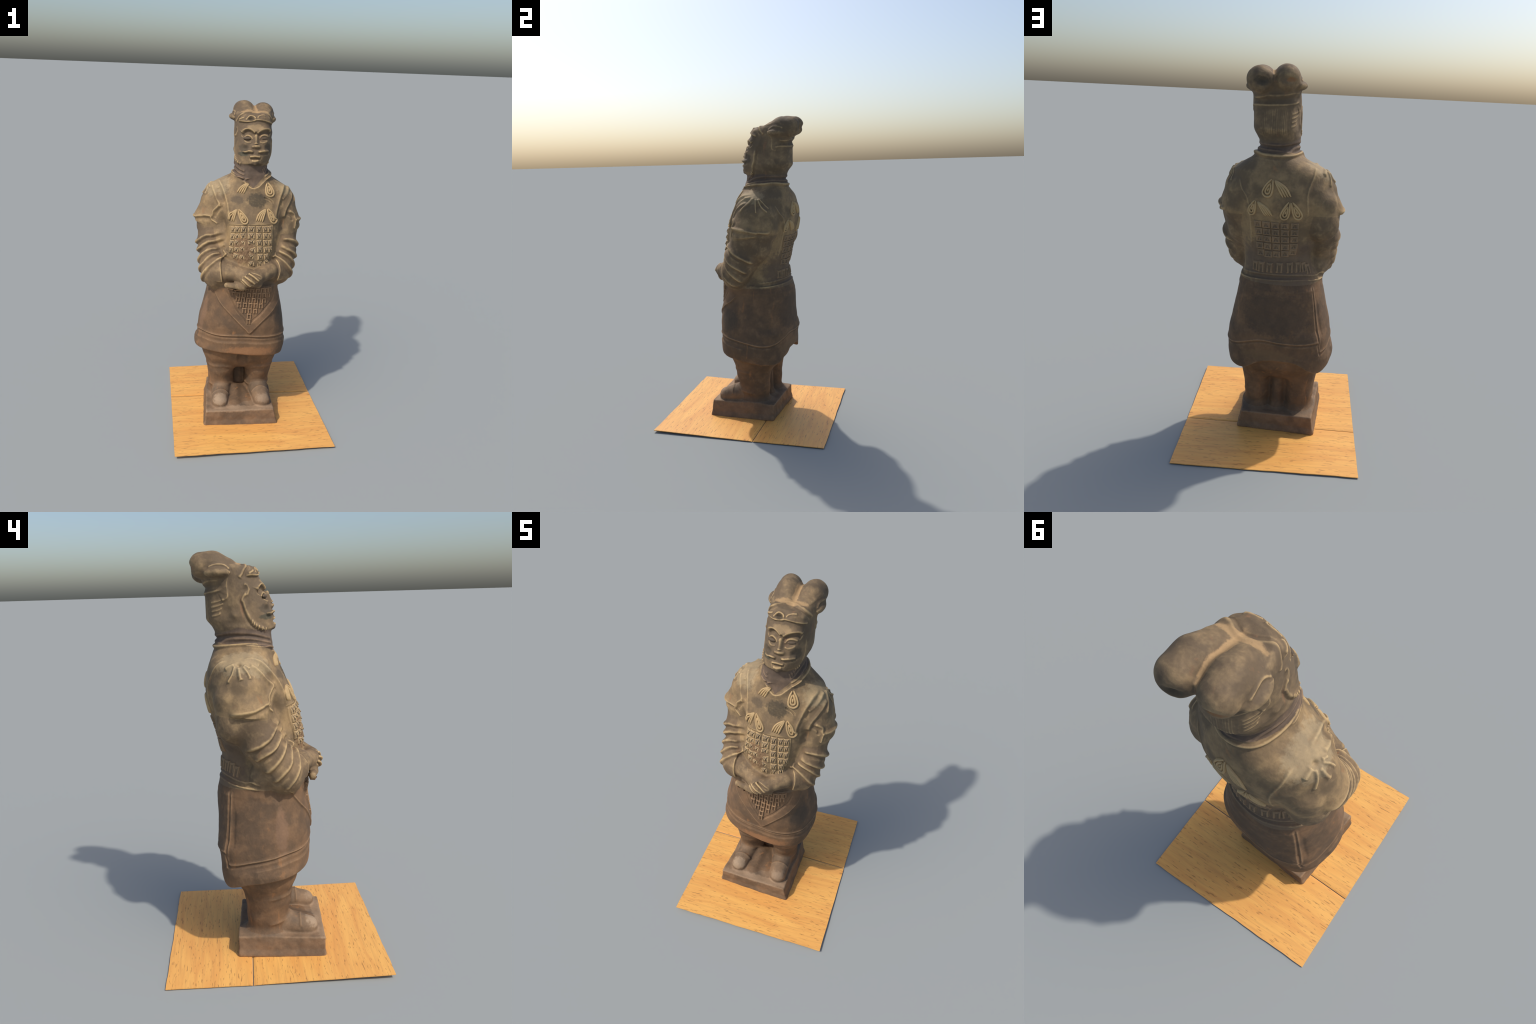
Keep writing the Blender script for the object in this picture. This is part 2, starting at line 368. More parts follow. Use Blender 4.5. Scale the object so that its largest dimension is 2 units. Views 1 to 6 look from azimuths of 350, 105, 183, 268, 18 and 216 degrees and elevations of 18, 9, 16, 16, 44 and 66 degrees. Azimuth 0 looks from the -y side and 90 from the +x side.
ridge([(0.165, 0.275, 1.912), (0.165, 0.238, 1.925), (0.155, 0.200, 1.922), (0.150, 0.172, 1.902)], 0.007, 0.004)
# back of the head: cap rim, hollows in the knot, combed hair
ridge([(0.142, 0.20, 1.80), (0.138, 0.238, 1.806), (0.10, 0.28, 1.806), (0.045, 0.297, 1.808), (-0.051, 0.275, 1.816), (-0.086, 0.205, 1.828)], 0.007, 0.005)
ridge([(0.142, 0.22, 1.845), (0.10, 0.285, 1.848), (0.047, 0.302, 1.852), (-0.049, 0.285, 1.863), (-0.086, 0.21, 1.868)], 0.010, 0.006)
ridge([(0.142, 0.22, 1.828), (0.10, 0.285, 1.828), (0.047, 0.298, 1.832), (-0.049, 0.285, 1.84), (-0.086, 0.21, 1.848)], 0.008, -0.005)
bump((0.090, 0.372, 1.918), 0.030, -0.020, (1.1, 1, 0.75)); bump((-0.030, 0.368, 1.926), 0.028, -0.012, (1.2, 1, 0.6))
for k in range(17):
    x = -0.05 + 0.009 * k + 0.003 * math.sin(5.3 * k)
    ridge([(x, 0.292, 1.80), (x + 0.002, 0.297, 1.75), (x + 0.003, 0.296, 1.70), (x * 0.9 + 0.006, 0.26, 1.64)], 0.0028, -0.0010 - 0.0008 * math.sin(2.9 * k) ** 2, 0.15)
for k in range(4):
    ridge([(-0.083, 0.20 + 0.01 * k, 1.785 - 0.02 * k), (-0.072, 0.24, 1.775 - 0.02 * k), (-0.045, 0.275, 1.768 - 0.02 * k)], 0.005, 0.003)

# ------------------------------------------------------------------ neck cloth and collar
for k, (z0, dz) in enumerate([(1.626, -0.018), (1.602, -0.015), (1.576, -0.008)]):
    e = 0.004 * k
    ring = [(-0.030 - e, -0.006 - e, z0 + dz - 0.01), (-0.060 - e, 0.015 - e, z0 + dz), (-0.087 - e, 0.081, z0), (-0.087 - e, 0.16, z0 + 0.003), (-0.055, 0.235 + e, z0 - 0.004), (0.010, 0.258 + e, z0 - 0.008),
            (0.085, 0.236 + e, z0 - 0.006), (0.128 + e, 0.15, z0 - 0.004), (0.128 + e, 0.08, z0 - 0.006), (0.105 + e, 0.015 - e, z0 + dz - 0.008), (0.080 + e, -0.005 - e, z0 + dz - 0.018)]
    ridge(ring, 0.010, 0.0055 if k < 2 else 0.008, 0.04)
    ridge([(x, y, z - 0.0125) for x, y, z in ring], 0.007, -0.004, 0.04)
lip([(-0.10, 0.126, 1.571), (-0.086, 0.029, 1.566), (-0.057, 0.001, 1.566), (-0.037, -0.013, 1.560), (-0.035, -0.020, 1.545), (-0.016, -0.029, 1.520), (0.010, -0.036, 1.503),
     (0.040, -0.034, 1.512), (0.060, -0.026, 1.530), (0.095, 0.0, 1.556), (0.125, 0.05, 1.565)], 0.022, 0.010, (0, -0.6, -1), taper=0.03)
bump((0.012, -0.02, 1.545), 0.026, -0.010, (1.5, 1, 1.1))
bump((0.018, -0.02, 1.595), 0.030, -0.006, (1.6, 1, 1.0))

# ------------------------------------------------------------------ chest, shoulder straps
for pts, w, h in (
        ([(-0.183, 0.126, 1.529), (-0.175, 0.06, 1.513), (-0.170, 0.016, 1.492), (-0.150, -0.040, 1.422), (-0.145, -0.074, 1.356), (-0.150, -0.094, 1.295)], 0.011, 0.009),
        ([(-0.226, 0.10, 1.50), (-0.226, 0.059, 1.483), (-0.210, 0.007, 1.428), (-0.193, -0.026, 1.398)], 0.011, 0.009),
        ([(0.223, 0.069, 1.508), (0.188, -0.007, 1.473), (0.161, -0.049, 1.415), (0.144, -0.083, 1.357), (0.145, -0.10, 1.30)], 0.011, 0.008),
        ([(0.252, 0.06, 1.46), (0.236, 0.008, 1.419), (0.208, -0.034, 1.370), (0.198, -0.055, 1.32)], 0.011, 0.008),
        ([(0.213, 0.212, 1.459), (0.193, 0.243, 1.398), (0.158, 0.267, 1.338), (0.15, 0.26, 1.20), (0.15, 0.21, 1.05)], 0.008, 0.005),
        ([(-0.174, 0.205, 1.516), (-0.157, 0.269, 1.451), (-0.140, 0.290, 1.381), (-0.150, 0.275, 1.27)], 0.008, 0.006)):
    ridge(pts, w, h)
for pts in ([(-0.200, 0.05, 1.50), (-0.190, 0.01, 1.46), (-0.172, -0.03, 1.41)], [(0.225, 0.04, 1.48), (0.200, -0.01, 1.44), (0.178, -0.045, 1.39)]):
    ridge(pts, 0.014, -0.007)
lip([(-0.160, -0.085, 1.290), (-0.05, -0.12, 1.294), (0.05, -0.128, 1.296), (0.15, -0.10, 1.296)], 0.02, 0.004, (0, 0, 1))
lip([(0.128, -0.11, 1.30), (0.130, -0.124, 1.231), (0.128, -0.133, 1.188), (0.126, -0.140, 1.142), (0.118, -0.147, 1.10)], 0.02, 0.005, (-1, 0, 0))
lip([(-0.152, -0.10, 1.29), (-0.152, -0.112, 1.23), (-0.150, -0.122, 1.18), (-0.148, -0.13, 1.13)], 0.02, 0.004, (1, 0, 0))
ridge([(0.073, -0.060, 1.449), (0.108, -0.060, 1.434), (0.130, -0.063, 1.414)], 0.004, -0.006)
# hollow armpits behind the cuff
bump((-0.205, -0.050, 1.295), 0.034, -0.030, (0.9, 1, 1.5)); bump((0.205, -0.07, 1.29), 0.028, -0.014, (0.9, 1, 1.3))
bump((-0.188, -0.09, 1.215), 0.050, -0.026, (0.75, 1, 1.6))
# worn, broken patch on the breastplate
patch = np.exp(-(((V0[:, 0] + 0.058) / 0.062) ** 4 + ((V0[:, 2] - 1.145) / 0.085) ** 4)) * (V0[:, 1] < 0)
SHIFT += patch * (0.002 + 0.0045 * wobble(V0, 160, 3))
rough = np.exp(-(((V0[:, 0] - 0.02) / 0.07) ** 2 + ((V0[:, 2] - 1.435) / 0.05) ** 2)) * (V0[:, 1] < 0.02)
SHIFT += rough * 0.0012 * wobble(V0, 300, 5)

# ------------------------------------------------------------------ short sleeves
CUFF = [[(-0.300, 0.20, 1.285), (-0.332, 0.10, 1.300), (-0.320, 0.05, 1.315), (-0.281, 0.018, 1.326), (-0.246, -0.003, 1.325), (-0.238, -0.001, 1.354), (-0.212, -0.015, 1.387), (-0.189, -0.029, 1.399)],
        [(0.257, 0.191, 1.284), (0.316, 0.140, 1.279), (0.325, 0.06, 1.292), (0.283, -0.005, 1.296), (0.262, -0.014, 1.302), (0.254, -0.010, 1.333), (0.224, -0.024, 1.362)]]
for c in CUFF:
    ridge(c, 0.010, 0.010, 0.06)
    ridge([(x, y, z - 0.018) for x, y, z in c[:5]], 0.012, -0.005)
    ridge([(x + (0.014 if x < 0 else -0.014), y - 0.006, z - 0.01) for x, y, z in c[4:]], 0.009, -0.006)
ridge([(-0.250, -0.006, 1.322), (-0.243, -0.012, 1.298), (-0.228, -0.026, 1.276)], 0.006, 0.007)
ridge([(0.264, -0.012, 1.300), (0.262, -0.020, 1.275), (0.258, -0.027, 1.250)], 0.006, 0.007)
# knotted ties on the shoulders
bump((-0.226, 0.150, 1.502), 0.011, -0.014)
for pts, w, h in (
        ([(-0.232, 0.165, 1.500), (-0.248, 0.180, 1.455), (-0.250, 0.200, 1.418)], 0.007, 0.009), ([(-0.235, 0.152, 1.490), (-0.262, 0.146, 1.450), (-0.275, 0.14, 1.432)], 0.010, 0.010),
        ([(-0.233, 0.128, 1.500), (-0.243, 0.098, 1.485)], 0.007, 0.008), ([(-0.237, 0.135, 1.497), (-0.262, 0.105, 1.462), (-0.272, 0.10, 1.44)], 0.007, 0.008),
        ([(-0.225, 0.17, 1.503), (-0.215, 0.21, 1.475)], 0.011, 0.009),
        ([(0.246, 0.098, 1.497), (0.262, 0.06, 1.45), (0.262, 0.021, 1.396)], 0.008, 0.008), ([(0.250, 0.105, 1.492), (0.275, 0.11, 1.44), (0.291, 0.117, 1.399)], 0.006, 0.007),
        ([(0.250, 0.115, 1.492), (0.275, 0.15, 1.44), (0.270, 0.185, 1.40)], 0.006, 0.008), ([(0.240, 0.08, 1.49), (0.215, 0.0, 1.455), (0.19, -0.03, 1.427)], 0.011, 0.008),
        ([(0.245, 0.12, 1.49), (0.255, 0.16, 1.46), (0.25, 0.19, 1.42)], 0.006, 0.006)):
    ridge(pts, w, h)

# ------------------------------------------------------------------ gathered forearm sleeves
FOLD = [
    [(-0.19, -0.075, 1.236), (-0.267, -0.020, 1.210), (-0.314, 0.010, 1.175), (-0.318, 0.067, 1.140), (-0.266, 0.131, 1.115)],
    [(-0.185, -0.090, 1.200), (-0.258, -0.050, 1.175), (-0.312, -0.010, 1.125), (-0.308, 0.060, 1.085), (-0.28, 0.09, 1.055)],
    [(-0.170, -0.108, 1.172), (-0.250, -0.070, 1.135), (-0.303, -0.035, 1.080), (-0.312, 0.010, 1.030), (-0.290, 0.05, 0.995)],
    [(-0.160, -0.122, 1.145), (-0.235, -0.090, 1.105), (-0.287, -0.080, 1.046), (-0.312, -0.033, 0.990), (-0.288, 0.011, 0.945)],
    [(-0.160, -0.124, 1.117), (-0.205, -0.120, 1.080), (-0.268, -0.115, 1.015), (-0.290, -0.080, 0.950), (-0.265, -0.049, 0.910)],
    [(0.188, -0.075, 1.190), (0.237, -0.062, 1.180), (0.290, -0.035, 1.150), (0.30, 0.03, 1.11), (0.24, 0.09, 1.07)],
    [(0.175, -0.090, 1.160), (0.227, -0.086, 1.128), (0.272, -0.068, 1.090), (0.287, -0.005, 1.045), (0.25, 0.05, 1.0)],
    [(0.150, -0.118, 1.141), (0.209, -0.097, 1.102), (0.256, -0.094, 1.055), (0.275, -0.040, 0.99), (0.23, 0.01, 0.945)],
    [(0.128, -0.136, 1.122), (0.172, -0.118, 1.080), (0.231, -0.129, 1.025), (0.262, -0.095, 0.965), (0.22, -0.03, 0.92)]]
for f in FOLD:
    ridge(f, 0.0165, 0.0155, 0.15)
    ridge([(x, y, z - 0.018) for x, y, z in f], 0.012, -0.009, 0.12)
# wrist openings
lip([(-0.163, -0.122, 1.117), (-0.180, -0.118, 1.087), (-0.187, -0.135, 1.050), (-0.18, -0.155, 1.0), (-0.175, -0.15, 0.95)], 0.035, 0.012, (-1, 0.3, 0.2))
lip([(0.130, -0.135, 1.101), (0.150, -0.130, 1.074), (0.162, -0.150, 1.045), (0.160, -0.16, 1.0), (0.155, -0.15, 0.95)], 0.035, 0.010, (1, 0.3, 0.2))
# fingers
for k in range(4):
    dx, dz = -0.022 * k, -0.019 * k
    if k < 3:
        ridge([(-0.034 + dx, -0.234, 1.030 + dz), (-0.006 + dx, -0.250, 1.014 + dz), (0.032 + dx, -0.246, 0.985 + dz)], 0.0065, 0.007)
    ridge([(-0.026 + dx, -0.240, 1.044 + dz), (0.004 + dx, -0.248, 1.026 + dz), (0.042 + dx, -0.24, 0.998 + dz)], 0.005, -0.007)

# ------------------------------------------------------------------ skirt armour, apron, belt, hems
APRON = [(-0.258, -0.06, 0.915), (-0.225, -0.11, 0.855), (-0.190, -0.138, 0.806), (-0.111, -0.184, 0.724), (-0.053, -0.198, 0.665), (-0.008, -0.199, 0.622), (0.064, -0.196, 0.694), (0.136, -0.158, 0.759), (0.181, -0.098, 0.812), (0.20, -0.05, 0.86)]
APRON_IN = [(-0.155, -0.15, 0.89), (-0.136, -0.162, 0.858), (-0.079, -0.184, 0.759), (-0.016, -0.199, 0.687), (0.055, -0.189, 0.747), (0.127, -0.149, 0.827), (0.158, -0.118, 0.89)]
def sharp(pts):      # keep the point of the V sharp: straight runs
    out = []
    for a, b in zip(pts[:-1], pts[1:]):
        out += [tuple(np.array(a) + (np.array(b) - a) * t) for t in (0, 0.5)]
    return out + [pts[-1]]
lip(sharp(APRON), 0.05, 0.007, (0, -0.2, 1), soft=0.004)
ridge(sharp(APRON), 0.006, 0.003)
ridge(sharp(APRON_IN), 0.005, -0.005)
HEM = [(-0.236, 0.238, 0.592), (-0.245, 0.232, 0.56), (-0.258, 0.222, 0.532), (-0.304, 0.132, 0.556), (-0.315, 0.040, 0.575), (-0.300, -0.070, 0.595), (-0.214, -0.159, 0.592), (-0.125, -0.185, 0.598), (-0.042, -0.195, 0.602), (0.042, -0.198, 0.598),
       (0.159, -0.171, 0.590), (0.235, -0.09, 0.575), (0.255, 0.02, 0.555), (0.245, 0.12, 0.540), (0.203, 0.203, 0.548), (0.081, 0.262, 0.590), (-0.043, 0.276, 0.587), (-0.164, 0.271, 0.589), (-0.233, 0.242, 0.595)]
ridge(HEM, 0.006, 0.005, 0)
ridge([(x, y, z - 0.012) for x, y, z in HEM], 0.006, -0.0045, 0)
lip([(x, y, z - 0.045) for x, y, z in HEM[3:13]], 0.05, 0.006, (0, 0, -1), soft=0.008)
lip([(-0.193, 0.218, 0.901), (-0.214, 0.226, 0.761), (-0.226, 0.235, 0.66), (-0.240, 0.238, 0.57), (-0.252, 0.23, 0.50)], 0.035, 0.007, (0, 1, 0), soft=0.004)
ridge([(-0.203, 0.210, 0.901), (-0.220, 0.216, 0.79), (-0.241, 0.226, 0.66), (-0.25, 0.232, 0.56)], 0.006, 0.005)
ridge([(-0.254, -0.006, 0.863), (-0.270, -0.015, 0.776), (-0.297, -0.030, 0.675), (-0.311, -0.025, 0.601)], 0.018, 0.004)
ridge([(-0.220, 0.19, 0.80), (-0.24, 0.2, 0.70), (-0.262, 0.205, 0.60)], 0.010, -0.003)
BELT = [(-0.248, 0.05, 0.905), (-0.236, 0.13, 0.915), (-0.183, 0.212, 0.930), (-0.049, 0.257, 0.930), (0.080, 0.239, 0.926), (0.165, 0.175, 0.918), (0.197, 0.08, 0.91)]
ridge(BELT, 0.006, 0.006)
ridge([(x, y, z + 0.030) for x, y, z in BELT], 0.006, 0.005)
ridge([(x, y, z + 0.015) for x, y, z in BELT], 0.008, -0.004)
# trouser bindings, shoe tops, knee creases
for x0, x1, yy in ((-0.235, -0.075, 0.03), (0.008, 0.16, 0.022)):
    xm = (x0 + x1) / 2
    for zz, h in ((0.335, 0.005), (0.185, 0.006)):
        ridge([(x0, yy + 0.02, zz - 0.012), (x0 + 0.01, yy - 0.05, zz - 0.004), (xm, yy - 0.104, zz + 0.006), (x1 - 0.01, yy - 0.05, zz), (x1, yy + 0.02, zz - 0.006)], 0.011, h * 0.8)
for x, z in ((-0.176, 0.172), (0.091, 0.176)):
    ridge([(x - 0.045, -0.125, z - 0.03), (x - 0.02, -0.125, z + 0.01), (x + 0.02, -0.125, z + 0.01), (x + 0.045, -0.125, z - 0.03)], 0.007, 0.005)
# overall hand-modelled unevenness, chipped plinth
SHIFT += 0.0016 * wobble(V0, 22, 11) + 0.0005 * wobble(V0, 90, 12)
pl = sstep(0.13, 0.10, V0[:, 2])
SHIFT += pl * 0.007 * sstep(0.05, 0.012, V0[:, 2])
SHIFT += pl * (0.002 * wobble(V0, 45, 21) - 0.004 * np.clip(wobble(V0, 30, 22) - 0.35, 0, 1))

SHIFT -= 0.0025 * sstep(0.12, 0.20, V0[:, 2])
V = V0 + N0 * SHIFT[:, None]
V = relax(V, Q, 1, 0.35)
V[:, 2] = np.maximum(V[:, 2], 0.005)
N = normals(V, Q)
#ENDBODY
SKIN = BVHTree.FromPolygons([tuple(v) for v in V], [tuple(q) for q in Q])

# ------------------------------------------------------------------ materials
def new_material(name):
    m = bpy.data.materials.new(name); m.use_nodes = True
    nt = m.node_tree; nt.nodes.clear()
    out = nt.nodes.new("ShaderNodeOutputMaterial"); b = nt.nodes.new("ShaderNodeBsdfPrincipled")
    nt.links.new(b.outputs[0], out.inputs[0])
    return m, nt, b

class Net:
    def __init__(self, nt): self.nt = nt
    def add(self, kind, **kw):
        n = self.nt.nodes.new(kind)
        for k, v in kw.items():
            if k.startswith("i_"):
                key = k[2:]; key = int(key) if key.isdigit() else key.replace("_", " ")
                if hasattr(v, "is_output"): self.nt.links.new(v, n.inputs[key])
                else: n.inputs[key].default_value = v
            else: setattr(n, k, v)
        return n
    def pos(self):
        return self.add("ShaderNodeNewGeometry").outputs["Position"]
    def noise(self, vec, scale, detail=4.0, rough=0.55, dist=0.0):
        return self.add("ShaderNodeTexNoise", i_Vector=vec, i_Scale=scale, i_Detail=detail, i_Roughness=rough, i_Distortion=dist).outputs["Fac"]
    def ramp(self, fac, a, b):
        n = self.add("ShaderNodeMapRange", interpolation_type="SMOOTHSTEP", i_Value=fac)
        n.inputs["From Min"].default_value = a; n.inputs["From Max"].default_value = b
        return n.outputs["Result"]
    def math(self, op, a, b=0.0):
        n = self.add("ShaderNodeMath", operation=op, use_clamp=False)
        for i, v in enumerate((a, b)):
            if hasattr(v, "is_output"): self.nt.links.new(v, n.inputs[i])
            else: n.inputs[i].default_value = v
        return n.outputs[0]
    def mix(self, fac, a, b):
        n = self.add("ShaderNodeMix", data_type="RGBA")
        for i, v in ((0, fac), (6, a), (7, b)):
            if hasattr(v, "is_output"): self.nt.links.new(v, n.inputs[i])
            else: n.inputs[i].default_value = v if i == 0 else (*v, 1)
        return n.outputs[2]
    def spot(self, vec, c, r, wobbly):
        """soft-edged stain around a point"""
        s = self.add("ShaderNodeMapping", i_Vector=vec)
        s.inputs["Location"].default_value = tuple(-c[i] / r[i] for i in range(3))
        s.inputs["Scale"].default_value = tuple(1 / r[i] for i in range(3))
        l = self.add("ShaderNodeVectorMath", operation="LENGTH", i_0=s.outputs[0]).outputs["Value"]
        return self.ramp(self.math("ADD", l, wobbly), 1.25, 0.8)

def clay_material(name, dust, patina, bare, dust_amount, bare_amount, stains=(), wear=0.6, worn=(0.54, 0.375, 0.185)):
    m, nt, b = new_material(name); g = Net(nt)
    p = g.pos()
    big = g.noise(p, 6.5, 3, 0.5, 0.4); mid = g.noise(p, 19, 5, 0.6, 0.3); fine = g.noise(p, 95, 4, 0.6)
    cover = g.ramp(g.math("ADD", g.math("MULTIPLY", big, 0.6), g.math("MULTIPLY", mid, 0.4)), 0.64 - dust_amount * 0.3, 0.36 - dust_amount * 0.3)
    col = g.mix(g.add("ShaderNodeMapRange", i_Value=cover, i_3=0.15, i_4=0.85).outputs[0], dust, patina)
    streak = g.noise(g.add("ShaderNodeMapping", i_Vector=p, i_Scale=(26, 26, 7)).outputs[0], 1.0, 4, 0.6, 0.6)
    col = g.mix(g.math("MULTIPLY", g.ramp(streak, 0.66 - bare_amount * 0.25, 0.80 - bare_amount * 0.25), 0.85), col, bare)
    point = g.add("ShaderNodeNewGeometry").outputs["Pointiness"]
    edge = g.ramp(g.math("ADD", point, g.math("MULTIPLY", g.math("SUBTRACT", mid, 0.5), 0.06)), 0.498, 0.550)
    col = g.mix(g.math("MULTIPLY", edge, wear), col, worn)
    wob = g.math("MULTIPLY", g.math("SUBTRACT", g.noise(p, 45, 4, 0.65), 0.5), 1.3)
    for c, r, tint, amt in stains:
        col = g.mix(g.math("MULTIPLY", g.spot(p, c, r, wob), amt), col, tint)
    speck = g.ramp(g.noise(p, 170, 2, 0.5), 0.70, 0.78)
    col = g.mix(g.math("MULTIPLY", speck, 0.35), col, tuple(0.4 * c for c in patina))
    hsv = g.add("ShaderNodeHueSaturation", i_Color=col, i_Value=g.add("ShaderNodeMapRange", i_Value=fine, i_3=0.84, i_4=1.16).outputs[0])
    nt.links.new(hsv.outputs[0], b.inputs["Base Color"])
    b.inputs["Roughness"].default_value = 0.72
    b.inputs["Specular IOR Level"].default_value = 0.22
    bp = g.add("ShaderNodeBump", i_Strength=0.25, i_Distance=0.004, i_Height=g.math("ADD", fine, g.math("MULTIPLY", mid, 1.5)))
    nt.links.new(bp.outputs[0], b.inputs["Normal"])
    return m

BUFF, OLIVE, BARE = (0.36, 0.240, 0.118), (0.132, 0.094, 0.058), (0.27, 0.152, 0.073)
BROWN, SOOT, RUST = (0.215, 0.122, 0.063), (0.102, 0.069, 0.044), (0.290, 0.143, 0.062)
DARK = (0.040, 0.036, 0.027)
TAN = (0.44, 0.285, 0.14)
EARTH = (0.34, 0.212, 0.115)      # edge wear of the bare lower figure
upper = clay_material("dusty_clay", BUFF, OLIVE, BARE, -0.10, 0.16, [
    ((-0.19, 0.11, 1.50), (0.095, 0.13, 0.06), (0.48, 0.39, 0.24), 0.32), ((0.21, 0.05, 1.49), (0.07, 0.09, 0.05), (0.42, 0.33, 0.19), 0.4),  # pale tints painted on both shoulder tops: baked highlight of the scan
    ((0.035, -0.065, 1.435), (0.058, 0.08, 0.040), DARK, 0.72), ((-0.085, -0.05, 1.435), (0.035, 0.08, 0.022), (0.10, 0.075, 0.05), 0.7),
    ((-0.060, -0.14, 1.150), (0.070, 0.06, 0.085), (0.20, 0.12, 0.065), 0.85), ((-0.08, -0.13, 1.228), (0.045, 0.05, 0.014), (0.40, 0.225, 0.095), 0.6),
    ((-0.15, 0.235, 1.09), (0.030, 0.06, 0.022), DARK, 0.8), ((-0.02, 0.24, 1.02), (0.30, 0.14, 0.13), (0.150, 0.102, 0.068), 0.75), ((-0.02, -0.08, 0.93), (0.30, 0.16, 0.09), (0.150, 0.102, 0.068), 0.75)], wear=0.75)
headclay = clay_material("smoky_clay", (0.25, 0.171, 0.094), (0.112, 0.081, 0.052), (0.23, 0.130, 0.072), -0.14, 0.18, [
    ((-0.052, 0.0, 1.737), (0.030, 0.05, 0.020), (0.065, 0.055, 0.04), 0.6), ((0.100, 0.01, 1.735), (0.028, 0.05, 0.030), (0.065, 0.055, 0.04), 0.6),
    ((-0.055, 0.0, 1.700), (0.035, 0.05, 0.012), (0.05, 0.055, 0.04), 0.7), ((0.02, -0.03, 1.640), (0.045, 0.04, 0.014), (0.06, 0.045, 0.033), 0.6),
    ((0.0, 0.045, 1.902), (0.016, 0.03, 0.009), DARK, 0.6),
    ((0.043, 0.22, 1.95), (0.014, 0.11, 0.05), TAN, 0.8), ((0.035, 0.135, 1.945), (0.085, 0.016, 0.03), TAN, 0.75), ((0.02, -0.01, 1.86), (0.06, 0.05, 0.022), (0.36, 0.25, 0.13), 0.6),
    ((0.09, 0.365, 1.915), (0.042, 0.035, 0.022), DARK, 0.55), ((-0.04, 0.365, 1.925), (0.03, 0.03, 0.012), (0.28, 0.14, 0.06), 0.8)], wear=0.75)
lower = clay_material("fired_clay", BROWN, SOOT, RUST, 0.0, 0.24, [
    ((0.0, -0.17, 0.49), (0.15, 0.08, 0.035), (0.31, 0.155, 0.072), 0.8), ((-0.285, -0.03, 0.71), (0.05, 0.03, 0.13), (0.21, 0.125, 0.075), 0.7),
    ((0.0, 0.27, 0.74), (0.19, 0.10, 0.12), (0.065, 0.052, 0.040), 0.5), ((0.18, -0.10, 0.69), (0.07, 0.07, 0.07), (0.070, 0.057, 0.043), 0.5),
    ((0.02, 0.24, 0.50), (0.14, 0.08, 0.035), (0.20, 0.125, 0.065), 0.6)], wear=0.75, worn=EARTH)
armclay = clay_material("sleeve_clay", (0.27, 0.180, 0.097), (0.118, 0.083, 0.052), (0.24, 0.128, 0.062), -0.12, 0.22, wear=0.95)
neckclay = clay_material("bare_neck_clay", (0.17, 0.115, 0.078), (0.095, 0.070, 0.052), (0.19, 0.11, 0.065), 0.0, 0.16, wear=0.55, worn=(0.34, 0.225, 0.13))  # browns darkened for the shadow under the chin
shoe = clay_material("shoe_clay", (0.245, 0.155, 0.090), (0.115, 0.082, 0.055), (0.26, 0.142, 0.072), 0.0, 0.15, [
    ((-0.178, -0.19, 0.16), (0.045, 0.05, 0.03), (0.36, 0.26, 0.17), 0.8), ((0.095, -0.20, 0.16), (0.045, 0.04, 0.025), (0.30, 0.21, 0.135), 0.7), ((-0.05, -0.235, 0.112), (0.24, 0.028, 0.016), (0.33, 0.225, 0.14), 0.65)], wear=0.5, worn=EARTH)

# ------------------------------------------------------------------ split the body into its parts
statue = bpy.data.objects.new("warrior_statuette", None)
bpy.context.collection.objects.link(statue)
statue["label"] = "small terracotta warrior standing on a square plinth, hands clasped"
statue["category"] = "statuette"

def place(obj, parent):
    obj.parent = parent
    return obj

def build_mesh(name, verts, faces, mat, parent, norms=None, crease=None):
    me = bpy.data.meshes.new(name)
    faces = np.asarray(faces)
    me.vertices.add(len(verts)); me.vertices.foreach_set("co", np.asarray(verts, np.float32).ravel())
    n = faces.shape[1]
    me.loops.add(faces.size); me.loops.foreach_set("vertex_index", faces.astype(np.int32).ravel())
    me.polygons.add(len(faces))
    me.polygons.foreach_set("loop_start", np.arange(0, faces.size, n, dtype=np.int32))
    me.update(calc_edges=True); me.validate()
    me.polygons.foreach_set("use_smooth", np.ones(len(me.polygons), bool))
    if norms is not None:
        me.normals_split_custom_set_from_vertices([tuple(v) for v in norms])
    me.materials.append(mat)
    ob = bpy.data.objects.new(name, me)
    bpy.context.collection.objects.link(ob)
    return place(ob, parent)

C = V[Q].mean(1)
D = parts(C)
x, y, z = C.T
kinds = ["plinth", "foot", "leg", "skirt", "torso", "arm", "sleeve", "hand", "neck", "head", "topknot"]
label = np.full(len(C), 4)
dist = {"plinth": D["plinth"], "foot": D["foot"], "leg": np.minimum(D["leg"], D["web"]), "skirt": D["skirt"], "torso": D["torso"],
        "arm": np.minimum(D["armL"], D["armR"]), "sleeve": np.minimum(D["sleeveL"], D["sleeveR"]),
        "hand": np.minimum(np.minimum(D["handL"], D["handR"]), D["finger"]), "neck": D["neck"], "head": D["head"],
        "topknot": np.minimum(np.minimum(D["lobeL"], D["lobeR"]), D["knob"])}
label = np.argmin(np.stack([dist[k] for k in kinds]), 0)
label[(label == 4) & (z < 0.90)] = 3
label[(label == 3) & (z > 0.905)] = 4
label[(label == 2) & (z > 0.50)] = 3
label[(label == 5) & (z > np.where(x < 0, 1.258, 1.246) + 0.12 * (y - 0.1))] = 6
label[(y < 0.06) & (z > 1.503 + 0.95 * np.abs(x - 0.012)) & (z < 1.62) & (label == 4)] = 8
# tidy the borders: majority of neighbours, a few rounds
for _ in range(6):
    votes = np.zeros((len(V), len(kinds)), np.float32)
    for i in range(4):
        np.add.at(votes, (Q[:, i], label), 1)
    label = np.argmax(votes[Q].sum(1), 1)

